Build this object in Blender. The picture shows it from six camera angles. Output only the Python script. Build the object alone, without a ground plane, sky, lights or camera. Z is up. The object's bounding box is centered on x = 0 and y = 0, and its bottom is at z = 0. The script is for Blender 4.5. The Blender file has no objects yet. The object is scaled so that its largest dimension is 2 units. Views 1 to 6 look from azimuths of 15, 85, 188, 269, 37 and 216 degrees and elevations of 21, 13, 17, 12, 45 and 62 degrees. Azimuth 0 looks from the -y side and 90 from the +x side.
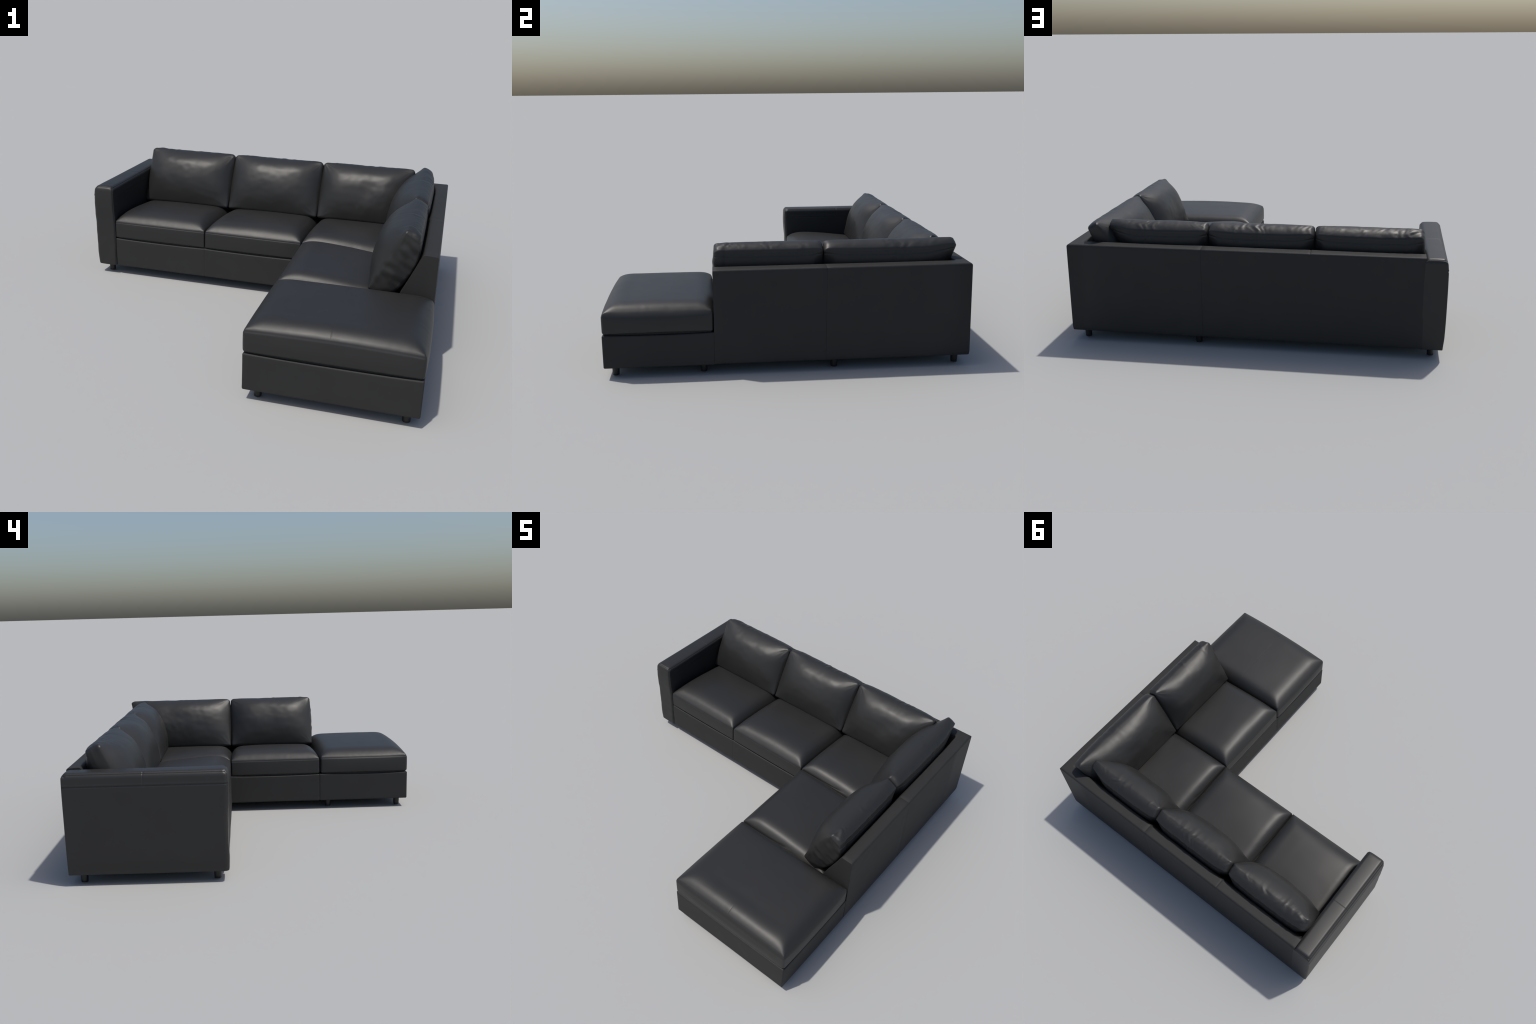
"""Black leather corner sofa: armrest, wedge-shaped backrests, boxed seat cushions,
leaning back cushions, an open footstool end, and short round legs."""
import bpy, bmesh, math
from mathutils import Vector, noise

# ------------------------------------------------------------------ sizes (m)
X_LEFT, X_RIGHT = -0.999, 0.996          # outer faces of arm and of right backrest
Y_BACK = 0.9355                         # outer face of long backrest
Y_FRONT = 0.186                        # front of the long seat row
X_FRONT = 0.248                        # front of the short seat row
Y_STOOL = -0.376                       # where the footstool end begins
Y_END = -0.929                         # front of footstool
X_ARM = -0.875                         # inner face of the arm
X_SEAM = -0.316                        # between seat one and two
Z_BASE, Z_DECK = 0.053, 0.226          # underside / top of the upholstered base

# ------------------------------------------------------------------ materials
def leather(name, colour, rough, spec, grain=900.0, bump=0.06):
    m = bpy.data.materials.new(name); m.use_nodes = True
    nt = m.node_tree; N = nt.nodes; L = nt.links
    b = N["Principled BSDF"]
    tc = N.new("ShaderNodeTexCoord")
    soft = N.new("ShaderNodeTexNoise"); soft.inputs["Scale"].default_value = 7.0
    soft.inputs["Detail"].default_value = 4.0
    L.new(tc.outputs["Object"], soft.inputs["Vector"])
    ramp = N.new("ShaderNodeValToRGB")
    ramp.color_ramp.elements[0].position = 0.3
    ramp.color_ramp.elements[1].position = 0.7
    ramp.color_ramp.elements[0].color = (*[c * 0.96 for c in colour], 1)
    ramp.color_ramp.elements[1].color = (*[c * 1.04 for c in colour], 1)
    L.new(soft.outputs["Fac"], ramp.inputs["Fac"])
    L.new(ramp.outputs["Color"], b.inputs["Base Color"])
    patch = N.new("ShaderNodeTexNoise"); patch.inputs["Scale"].default_value = 11.0
    patch.inputs["Detail"].default_value = 5.0
    L.new(tc.outputs["Object"], patch.inputs["Vector"])
    mr = N.new("ShaderNodeMapRange")
    mr.inputs["From Min"].default_value = 0.3; mr.inputs["From Max"].default_value = 0.7
    mr.inputs["To Min"].default_value = rough - 0.012; mr.inputs["To Max"].default_value = rough + 0.012
    L.new(patch.outputs["Fac"], mr.inputs["Value"])
    L.new(mr.outputs["Result"], b.inputs["Roughness"])
    cell = N.new("ShaderNodeTexVoronoi"); cell.inputs["Scale"].default_value = grain
    L.new(tc.outputs["Object"], cell.inputs["Vector"])
    bp = N.new("ShaderNodeBump"); bp.inputs["Strength"].default_value = bump
    bp.inputs["Distance"].default_value = 0.0006
    L.new(cell.outputs["Distance"], bp.inputs["Height"])
    L.new(bp.outputs["Normal"], b.inputs["Normal"])
    b.inputs["Specular IOR Level"].default_value = spec
    return m

def plastic(name, colour, rough):
    m = bpy.data.materials.new(name); m.use_nodes = True
    nt = m.node_tree; b = nt.nodes["Principled BSDF"]
    n = nt.nodes.new("ShaderNodeTexNoise"); n.inputs["Scale"].default_value = 60
    tc = nt.nodes.new("ShaderNodeTexCoord")
    nt.links.new(tc.outputs["Object"], n.inputs["Vector"])
    r = nt.nodes.new("ShaderNodeValToRGB")
    r.color_ramp.elements[0].color = (*[c * 0.9 for c in colour], 1)
    r.color_ramp.elements[1].color = (*[c * 1.1 for c in colour], 1)
    nt.links.new(n.outputs["Fac"], r.inputs["Fac"])
    nt.links.new(r.outputs["Color"], b.inputs["Base Color"])
    b.inputs["Roughness"].default_value = rough
    return m

SOFT = leather("soft_black_leather", (0.0185, 0.0185, 0.0183), 0.46, 0.38)
COVER = leather("coated_black_cover", (0.0235, 0.0235, 0.0232), 0.62, 0.25)
LEG = plastic("black_plastic", (0.006, 0.006, 0.006), 0.45)
PAD = plastic("grey_felt_pad", (0.22, 0.22, 0.22), 0.9)

# ------------------------------------------------------------------ helpers
sofa = bpy.data.objects.new("corner_sofa", None)
sofa["label"] = "black leather corner sofa with open footstool end and short round legs"
sofa["category"] = "sofa"
bpy.context.scene.collection.objects.link(sofa)

def smooth(a, b, x):
    t = min(1.0, max(0.0, (x - a) / (b - a)))
    return t * t * (3 - 2 * t)

def gauss(d, w):
    return math.exp(-(d / w) ** 2)

def add_part(name, verts, faces, mat, parent=None):
    me = bpy.data.meshes.new(name)
    me.from_pydata(verts, [], faces)
    bm = bmesh.new(); bm.from_mesh(me)
    bmesh.ops.recalc_face_normals(bm, faces=bm.faces[:])
    bm.to_mesh(me); bm.free()
    me.materials.append(mat)
    me.polygons.foreach_set("use_smooth", [True] * len(me.polygons))
    ob = bpy.data.objects.new(name, me)
    bpy.context.scene.collection.objects.link(ob)
    ob.parent = parent or sofa
    return ob

def relief(ob, fn, coords=None):
    """push every vertex along its normal by fn(local parameter point, normal)."""
    me = ob.data
    nrm = [v.normal.copy() for v in me.vertices]
    for v, n in zip(me.vertices, nrm):
        c = coords[v.index] if coords else v.co
        v.co = v.co + n * fn(c, n)
    me.update()

def ticks(lo, hi, r, n, seams=()):
    """positions along one axis: evenly spaced, denser in the rounded rims and at seams."""
    a, b = lo + r, hi - r
    out = [a + (b - a) * i / n for i in range(n + 1)]
    for k in (11.25, 22.5, 33.75, 45):
        d = r * math.tan(math.radians(k))
        out += [a - d, b + d]
    for s in seams:
        out = [o for o in out if abs(o - s) > 0.0085]
        out += [s + d for d in (-0.008, -0.005, -0.003, -0.0015, 0, 0.0015, 0.003, 0.005, 0.008)]
    return sorted(out)

def round_box(lo, hi, r, n, seams=((), (), ())):
    """surface grid of a box with rounded rims -> verts, faces"""
    ax = [ticks(lo[i], hi[i], r, n[i], seams[i]) for i in range(3)]
    cnt = [len(a) - 1 for a in ax]
    index, verts, faces = {}, [], []
    def vid(i, j, k):
        key = (i, j, k)
        if key not in index:
            p = Vector((ax[0][i], ax[1][j], ax[2][k]))
            q = Vector([min(max(p[c], lo[c] + r), hi[c] - r) for c in range(3)])
            d = p - q
            if d.length > 1e-9:
                p = q + d.normalized() * r
            index[key] = len(verts); verts.append(p)
        return index[key]
    for axis in range(3):
        u, v = [(1, 2), (0, 2), (0, 1)][axis]
        for side in (0, cnt[axis]):
            for a in range(cnt[u]):
                for b in range(cnt[v]):
                    quad = []
                    for da, db in ((0, 0), (1, 0), (1, 1), (0, 1)):
                        t = [0, 0, 0]; t[axis] = side; t[u] = a + da; t[v] = b + db
                        quad.append(vid(*t))
                    faces.append(quad)
    return verts, faces

def rise(d, length, power=2.4):
    """how a stuffed top climbs away from its edge"""
    if d <= 0: return 0.0
    return 1 - (1 - min(d / length, 1.0)) ** power

# ------------------------------------------------------------------ seat bases
def seat_base(x0, x1, y0, y1, dips, seams_x=(), seams_y=()):
    """upholstered box; its upper rim sags a little under each seat cushion.
    dips: list of (axis, start, end)"""
    v, f = round_box((x0, y0, Z_BASE), (x1, y1, Z_DECK), 0.007, (40, 40, 10), (seams_x, seams_y, ()))
    out = []
    for p in v:
        sag = 0
        for axis, a, b in dips:
            u = (p[axis] - a) / (b - a)
            if 0 < u < 1:
                sag = max(sag, 0.005 * (4 * u * (1 - u)) ** 0.6)
        k = smooth(Z_DECK - 0.07, Z_DECK, p.z)
        out.append(Vector((p.x, p.y, p.z - sag * k)))
    ob = add_part("seat_base", out, f, COVER)
    def grain(c, n):
        d = 0.0007 * noise.noise(c * 6)
        for s in seams_x:
            if abs(n.y) > 0.7: d -= 0.0015 * gauss(c.x - s, 0.002)
        return d
    relief(ob, grain)
    return ob

seat_base(X_ARM + 0.001, 0.60, Y_FRONT, 0.80, [(0, X_ARM, X_SEAM), (0, X_SEAM, X_FRONT)], seams_x=(X_SEAM,))
seat_base(X_FRONT, 0.86, Y_STOOL + 0.0015, Y_FRONT + 0.03, [(1, Y_STOOL, Y_FRONT)])
seat_base(X_FRONT, X_RIGHT - 0.003, Y_END, Y_STOOL + 0.004, [(0, X_FRONT, X_RIGHT), (1, Y_END, Y_STOOL)])

# ------------------------------------------------------------------ seat cushions
def seat_cushion(name, x0, x1, y0, y1, zb, zs, crown, r, lengths, swell, seed, seam=None, z_mid=0.0, bumps=0.0, tilt=None):
    """boxed cushion: straight border up to zs, stuffed top above it.
    lengths: run of the top's slope from the x0, x1, y0, y1 edges"""
    v, f = round_box((x0, y0, zb), (x1, y1, zs), r, (64, 64, 16), ((seam,) if seam else (), (), ()))
    cx, cy, hx, hy = (x0 + x1) / 2, (y0 + y1) / 2, (x1 - x0) / 2, (y1 - y0) / 2
    off = Vector((seed * 3.7, seed * 1.3, 0))
    out = []
    for p in v:
        gx = min(rise(p.x - x0, lengths[0]), rise(x1 - p.x, lengths[1]))
        gy = min(rise(p.y - y0, lengths[2]), rise(y1 - p.y, lengths[3]))
        k = smooth(zs - 0.03, zs - r * 0.4, p.z)
        u, w = (p.x - cx) / hx, (p.y - cy) / hy
        dome = 0.82 + 0.18 * (1 - u * u) * (1 - w * w)
        hip = 0.0 if min(gx, gy) < 1e-4 else (gx ** -3 + gy ** -3) ** (-1 / 3) * 2 ** (1 / 3)
        up = crown * min(1.0, hip) * dome * k
        up += z_mid * k * max(0, 1 - u * u) * smooth(-0.5, -1.0, w)
        up += bumps * k * gx * gy * noise.noise((p + off) * 5)
        if tilt:                                  # top falls away towards the back
            keep = 1.0
            for axis, d in (('y', p.y - y0), ('x', p.x - x0)):
                if axis in tilt: keep *= 1 - (min(max(d - 0.10, 0), 0.36) / 0.36) ** 1.4
            up -= 0.034 * k * (1 - keep)
        t = (p.z - zb) / (zs - zb)
        b = swell * (4 * t * (1 - t)) ** 0.8 if 0 < t < 1 else 0
        q = Vector((p.x, p.y, p.z + up))
        q.x += b * (1 - abs(w) ** 4) * (1 if u > 0 else -1) * abs(u) ** 6
        q.y += b * (1 - abs(u) ** 4) * (1 if w > 0 else -1) * abs(w) ** 6
        out.append(q)
    ob = add_part(name, out, f, SOFT)
    def folds(c, n):
        d = 0.0003 * noise.noise((c + off) * 14)
        edge = min(c.x - x0, x1 - c.x, c.y - y0, y1 - c.y)
        near = smooth(0.10, 0.02, edge) * smooth(zs - 0.01, zs + 0.01, c.z)
        d += 0.0004 * near * noise.noise(Vector(((c.x + off.x) * 45, (c.y + off.y) * 45, 0)))
        # border seam under the top panel
        out_face = smooth(0.5, 0.9, max(-n.y, -n.x))
        d -= 0.0016 * gauss(c.z - (zs - 0.004 + z_mid * 0.8 * max(0, 1 - ((c.x - cx) / hx) ** 2) * (n.y < -0.5)), 0.0025) * out_face
        if seam: d -= (0.0002 + 0.0005 * smooth(0.09, 0.0, c.y - y0)) * gauss(c.x - seam, 0.002) * smooth(0.4, 0.8, n.z)
        return d
    relief(ob, folds)
    return ob

G = 0.0015
seat_cushion("seat_cushion", X_ARM + G, X_SEAM - G, Y_FRONT + 0.001, 0.79, 0.2305, 0.327, 0.056, 0.008, (.075, .09, .115, .2), 0.003, 1, bumps=0.003, tilt='y')
seat_cushion("seat_cushion", X_SEAM + G, X_FRONT - G, Y_FRONT + 0.001, 0.79, 0.2305, 0.327, 0.057, 0.008, (.09, .09, .115, .2), 0.003, 2, bumps=0.003, tilt='y')
seat_cushion("seat_cushion", X_FRONT + G, 0.86, Y_FRONT + G, 0.79, 0.2305, 0.327, 0.055, 0.008, (.09, .2, .095, .2), 0.002, 3, bumps=0.002, tilt='xy')
seat_cushion("seat_cushion", X_FRONT + 0.001, 0.84, Y_STOOL + 0.003, Y_FRONT - G, 0.2305, 0.324, 0.057, 0.008, (.115, .2, .09, .09), 0.003, 4, bumps=0.002, tilt='x')
seat_cushion("footstool_cushion", X_FRONT, X_RIGHT - 0.004, Y_END + 0.001, Y_STOOL - 0.003, 0.229, 0.330, 0.052, 0.013, (.13, .11, .13, .09), 0.009, 5, seam=0.614, z_mid=0.014, bumps=0.001)

# slim lining set back between each base and its cushions, so the joint is a shallow slot
for x0, x1, y0, y1 in [(X_ARM, 0.62, Y_FRONT, 0.80), (X_FRONT, 0.84, Y_STOOL, Y_FRONT + 0.05), (X_FRONT, X_RIGHT - 0.004, Y_END, Y_STOOL)]:
    v, f = round_box((x0 + 0.012, y0 + 0.012, 0.19), (x1 - 0.012, y1 - 0.012, 0.26), 0.004, (2, 2, 2))
    add_part("seat_deck", v, f, COVER)

# ------------------------------------------------------------------ backrests (swept wedge profile)
def wedge_profile():
    """(inset from outer face, height), rounded at the shoulders and foot"""
    corners = [((0.003, Z_BASE + 0.003), 0.006), ((0.0, 0.075), 0.01), ((0.005, 0.542), 0.012), ((0.072, 0.546), 0.012),
               ((0.158, 0.352), 0.01), ((0.176, 0.300), 0.01), ((0.176, Z_BASE + 0.003), 0.006)]
    pts = []
    m = len(corners)
    for i, (c, r) in enumerate(corners):
        c = Vector(c); a = Vector(corners[i - 1][0]) - c; b = Vector(corners[(i + 1) % m][0]) - c
        a.normalize(); b.normalize()
        for k in range(6):                       # quadratic rounding of the corner
            t = k / 5
            pts.append(c + a * r * (1 - t) ** 2 + b * r * t ** 2)
    # subdivide long runs
    out = []
    for i, p in enumerate(pts):
        q = pts[(i + 1) % len(pts)]
        out.append(p)
        s = int((q - p).length / 0.02)
        for k in range(1, s + 1):
            out.append(p + (q - p) * k / (s + 1))
    return out

PROFILE = wedge_profile()
PCENTRE = Vector((0.07, 0.25))

def backrest(path, name="backrest", cuts=()):
    """path: outer-face corner points on plan, walked with the sofa on the left hand side"""
    stations = []      # (point, inward vector, shrink)
    pts = [Vector(p) for p in path]
    dirs = [(b - a).normalized() for a, b in zip(pts, pts[1:])]
    inward = [Vector((-d.y, d.x)) for d in dirs]
    rim = 0.0007
    for i in range(len(dirs)):
        a, b = pts[i], pts[i + 1]
        ln = (b - a).length
        first, last = i == 0, i == len(dirs) - 1
        n = max(4, int(ln / 0.03))
        ds = []
        if first:
            ds += [(0, rim), (rim * .3, rim * .3), (rim, 0)]
        for k in range(1 if (first or i) else 0, n):
            d = ln * k / n
            if (i and d < 0.19) or (not last and ln - d < 0.19): continue    # keep clear of the mitre
            ds.append((d, 0))
        for c in cuts:                            # extra stations where a seam crosses
            at = abs(c - a.x)
            ds = sorted([d for d in ds if abs(d[0] - at) > 0.013] + [(at + k, 0) for k in (-.012, -.007, -.004, -.002, 0, .002, .004, .007, .012)])
        if last:
            ds += [(ln - rim, 0), (ln - rim * .3, rim * .3), (ln, rim)]
        for d, s in ds:
            stations.append((a + dirs[i] * d, inward[i], s))
        if not last:                              # mitre
            stations.append((b, inward[i] + inward[i + 1], 0))
    verts, faces = [], []
    for p, w, s in stations:
        for c in PROFILE:
            to = (PCENTRE - c); k = s / max(0.03, min(abs(to.x), abs(to.y)) + 0.03)
            o = c + to.normalized() * s * 1.2 if s else c
            verts.append(Vector((p.x + w.x * o.x, p.y + w.y * o.x, o.y)))
    m = len(PROFILE)
    for i in range(len(stations) - 1):
        for j in range(m):
            k = (j + 1) % m
            faces.append((i * m + j, i * m + k, (i + 1) * m + k, (i + 1) * m + j))
    faces.append(list(range(m)))
    e = (len(stations) - 1) * m
    faces.append(list(range(e, e + m)))
    ob = add_part(name, verts, faces, COVER)
    # flat end caps, smooth elsewhere
    for p in ob.data.polygons:
        if len(p.vertices) > 4: p.use_smooth = False
    relief(ob, lambda c, n: 0.0005 * noise.noise(c * 5))
    return ob

X_PANEL = 0.263
backrest([(X_RIGHT - 0.001, Y_STOOL), (X_RIGHT - 0.001, Y_FRONT + 0.004 - 0.0003)])
backrest([(X_RIGHT - 0.001, Y_FRONT + 0.004 + 0.0003), (X_RIGHT - 0.002, Y_BACK), (X_PANEL + 0.0003, Y_BACK)])
long_back = backrest([(X_PANEL - 0.0003, Y_BACK), (-0.882, Y_BACK)], cuts=(-0.303,))
relief(long_back, lambda c, n: -0.002 * gauss(c.x + 0.303, 0.004) * smooth(0.525, 0.54, c.z))

# ------------------------------------------------------------------ armrest
def armrest():
    top, zs, ys = 0.537, 0.478, 0.562
    v, f = round_box((X_LEFT + 0.003, 0.181, Z_BASE), (X_ARM, Y_BACK - 0.002, top), 0.005, (30, 150, 96), ((), (ys,), (zs,)))
    cx, h = (X_LEFT + X_ARM) / 2, 0.058
    out = []
    for p in v:
        t = (p.z - Z_BASE) / (top - Z_BASE)
        q = p.copy()
        lo, hi = Vector((X_LEFT + 0.003, 0.181, Z_BASE)), Vector((X_ARM, Y_BACK - 0.002, top))
        def ease(q, i, si, j, sj, rad):           # roll off the edge between two faces
            a = (q[i] - (hi[i] - rad)) / rad if si > 0 else ((lo[i] + rad) - q[i]) / rad
            b = (q[j] - (hi[j] - rad)) / rad if sj > 0 else ((lo[j] + rad) - q[j]) / rad
            if a > 0 and b > 0:
                k = max(a, b) / math.hypot(a, b)
                q[i] += si * rad * a * (k - 1); q[j] += sj * rad * b * (k - 1)
        ease(q, 0, -1, 2, 1, 0.026); ease(q, 0, 1, 2, 1, 0.022)
        ease(q, 1, -1, 2, 1, 0.016); ease(q, 1, 1, 2, 1, 0.024)
        ease(q, 0, -1, 1, -1, 0.018); ease(q, 0, 1, 1, -1, 0.016)
        u = (p.x - cx) / h
        front = smooth(0.45, 0.177, p.y)
        q.x += u * 0.003 * math.sin(math.pi * t) if u < 0 else 0.002 * u * math.sin(math.pi * t)
        if u < 0: q.x -= u * (0.004 * smooth(0.16, 0.0, t) + 0.004 * smooth(0.84, 1.0, t) + 0.004 * smooth(0.3, 0.92, p.y))
        q.x += 0.001 * front * smooth(0.55, 0.85, t) * min(u, 0)
        if p.y < 0.25:                                   # front stuffed a little high up
            q.y -= 0.011 * smooth(0.25, 0.18, p.y) * math.exp(-((t - 0.83) / 0.22) ** 2) * (1 - 0.25 * u * u)
            q.y += 0.004 * smooth(0.25, 0.18, p.y) * smooth(0.95, 1.0, t)
        q.z += 0.003 * (1 - u * u) * smooth(0.9, 1, t)
        out.append(q)
    ob = add_part("armrest", out, f, SOFT)
    def seams(c, n):
        d = 0.0007 * noise.noise(c * 6)
        side = smooth(0.5, 0.9, -n.x) + 0.25 * smooth(0.5, 0.9, n.x)
        d -= 0.0022 * gauss(c.z - zs + 0.003, 0.0028) * side
        d += 0.0012 * gauss(c.z - zs - 0.004, 0.004) * side
        if c.z > zs: d -= 0.0011 * gauss(c.y - ys, 0.0022)
        d += 0.0016 * gauss(c.y - 0.19, 0.03) * noise.noise(Vector((c.x * 20, 0, c.z * 22 + c.y * 30)))
        return d
    relief(ob, seams)
    return ob
armrest()

# ------------------------------------------------------------------ back cushions
LEAN = math.radians(27.0)
HEIGHT = 0.342

def bell(s, p):
    return max(0.0, 1 - abs(s) ** p)

def back_cushion(a0, a1, along, seed, low_shift=(0, 0), wrinkle=1.0, end_folds=0.0, plump=0.070, tip=(0, 0), swell=0.010, deep=0.016, blunt_ends=(1, 1)):
    """along 'x': leans on the long backrest, 'y': leans on the right one.
    low_shift: how far the two ends move along the row between top and bottom.
    tip: narrowing of the thickness at the two ends"""
    T = 0.095
    mid, half = (a0 + a1) / 2, (a1 - a0) / 2
    v, f = round_box((-half, 0, 0), (half, HEIGHT, T), 0.012, (110, 56, 18), ((), (HEIGHT - 0.024,), ()))
    off = Vector((seed * 5.1, seed * 2.3, seed * 0.7))
    if along == 'x':
        up = Vector((0, math.sin(LEAN), math.cos(LEAN))); fr = Vector((0, -math.cos(LEAN), math.sin(LEAN)))
        org = Vector((mid, 0.617, 0.346)); wx = Vector((1, 0, 0))
    else:
        up = Vector((math.sin(LEAN), 0, math.cos(LEAN))); fr = Vector((-math.cos(LEAN), 0, math.sin(LEAN)))
        org = Vector((0.682, mid, 0.346)); wx = Vector((0, 1, 0))
    out = []
    for p in v:
        s, t, m = p.x / half, p.y / HEIGHT, p.z / T
        tt = 2 * t - 1
        lump = 1 + 0.12 * noise.noise(Vector((s * 1.6, t * 1.6, 0)) + off)
        rise_t = bell((tt - 0.15) / 1.15, 2.1) if tt < 0.15 else bell((tt - 0.15) / 0.85, 2.6)
        front = plump * bell(s, 4.0) * max(rise_t, 0) * lump
        tip_k = 1 - tip[0] * smooth(-0.45, -1, s) - tip[1] * smooth(0.45, 1, s)
        blunt = 1 - (blunt_ends[0] if s < 0 else blunt_ends[1]) * smooth(0.78, 1.0, abs(s))          # rear corners are rounded off
        thick = (0.076 + (0.020 + 0.032 * blunt) * bell(tt + 0.05, 2.6) + deep * bell(s, 4)) * tip_k
        rear = -thick
        n = rear + (front - rear) * m
        a = p.x
        # ends swell between the corners
        a += swell * s * abs(s) ** 5 * bell(tt, 2) * bell(2 * m - 1, 2)
        a += (1 - t) * (low_shift[0] * smooth(1, -1, s) ** 2 + low_shift[1] * smooth(-1, 1, s) ** 2)
        h = p.y
        h += 0.012 * bell(s, 10) * bell(2 * m - 1, 2) * smooth(0.8, 1, t)      # stuffed top strip
        h -= 0.002 * bell(s, 2) * smooth(0.7, 1, t) * (1 + noise.noise(Vector((s * 2.2, 0, 5)) + off))
        h -= 0.006 * smooth(0.93, 1, abs(s)) * smooth(0.85, 1, t)
        out.append(org + wx * a + up * h + fr * n)
    ob = add_part("back_cushion", out, f, SOFT)
    def folds(c, n):
        s, t, m = c.x / half, c.y / HEIGHT, c.z / T
        d = 0.0
        # short puckers across the top strip and the upper back
        top = smooth(0.62, 0.98, t) * (1 - smooth(0.75, 1.0, m)) + 0.35 * smooth(0.80, 1.0, t) * smooth(0.6, 1, m)
        if top > 0:
            q = Vector((c.x * 34 + 1.6 * noise.noise(Vector((c.x * 12, c.z * 20, 1)) + off), c.z * 9 + c.y * 5, 0)) + off
            pk = noise.noise(q)
            strength = 0.35 + 1.5 * max(0, noise.noise(Vector((c.x * 7, 2, 2)) + off))
            d += 0.0037 * wrinkle * top * pk * strength
            d += 0.0009 * wrinkle * top * noise.noise(Vector((c.x * 80 + c.z * 25, c.z * 55, 3)) + off) * strength
        # broad soft dents on the face
        face = smooth(0.7, 1, m) * bell(s, 4) * bell(2 * t - 1, 4)
        d += face * (0.0030 * noise.noise(Vector((c.x * 9, c.y * 12, 4)) + off) + 0.0011 * noise.noise(Vector((c.x * 26, c.y * 32, 6)) + off))
        # creases that fan out of the corners
        r = math.hypot(1 - abs(s), (1 - abs(2 * t - 1)) * 0.6)
        ang = math.atan2((1 - abs(2 * t - 1)) * 0.6, 1 - abs(s) + 1e-4)
        d += 0.0015 * math.exp(-((r - 0.18) / 0.14) ** 2) * noise.noise(Vector((ang * 5, r * 2, seed + (s > 0) * 7 + (t > .5) * 3))) * smooth(0.3, 1, m)
        if end_folds:
            e = smooth(0.965, 0.99, -s) * bell(2 * t - 1, 4)
            d += end_folds * e * noise.noise(Vector((c.z * 24 + c.y * 12, c.y * 26 - c.z * 14, 9)))
        # border seam along the top of the rear panel
        d -= 0.0015 * gauss(c.y - (HEIGHT - 0.024), 0.003) * smooth(0.12, 0.0, m)
        return d
    relief(ob, folds, coords=v)
    return ob

back_cushion(-0.872, -0.320, 'x', 1, wrinkle=1.4)
back_cushion(-0.314, 0.243, 'x', 2, wrinkle=0.9)
back_cushion(0.248, 0.796, 'x', 3, wrinkle=0.9, low_shift=(0, -0.075), tip=(0, 0.25))
back_cushion(0.190, 0.880, 'y', 4, wrinkle=0.75, low_shift=(0, -0.085), tip=(0, 0.2), deep=0.010)
back_cushion(-0.368, 0.184, 'y', 5, wrinkle=1.0, end_folds=0.0048, swell=0.008, deep=0.004, blunt_ends=(0, 1))

# ------------------------------------------------------------------ legs
def lathe(name, prof, mat, seg=24):
    verts, faces = [], []
    for r, z in prof:
        for k in range(seg):
            a = 2 * math.pi * k / seg
            verts.append((r * math.cos(a), r * math.sin(a), z))
    for i in range(len(prof) - 1):
        for k in range(seg):
            l = (k + 1) % seg
            faces.append((i * seg + k, i * seg + l, (i + 1) * seg + l, (i + 1) * seg + k))
    faces.append(list(range(seg))); faces.append(list(range((len(prof) - 1) * seg, len(prof) * seg)))
    me = bpy.data.meshes.new(name); me.from_pydata(verts, [], faces)
    bm = bmesh.new(); bm.from_mesh(me); bmesh.ops.recalc_face_normals(bm, faces=bm.faces[:]); bm.to_mesh(me); bm.free()
    for p in me.polygons: p.use_smooth = len(p.vertices) == 4
    me.materials.append(mat)
    return me

leg_mesh = lathe("leg", [(0.0155, 0.0022), (0.0168, 0.0035), (0.0172, 0.012), (0.0190, 0.050), (0.0190, 0.064)], LEG)
pad_mesh = lathe("floor_pad", [(0.0145, 0.0), (0.0155, 0.0006), (0.0155, 0.0028)], PAD)
for x, y in [(-0.930, 0.872), (-0.930, 0.239), (0.302, 0.872), (0.932, 0.876), (0.933, 0.239),
             (0.312, 0.239), (0.934, -0.432), (0.316, -0.432), (0.938, -0.875), (0.306, -0.873)]:
    leg = bpy.data.objects.new("leg", leg_mesh); leg.parent = sofa; leg.location = (x, y, 0)
    pad = bpy.data.objects.new("floor_pad", pad_mesh); pad.parent = leg
    bpy.context.scene.collection.objects.link(leg); bpy.context.scene.collection.objects.link(pad)
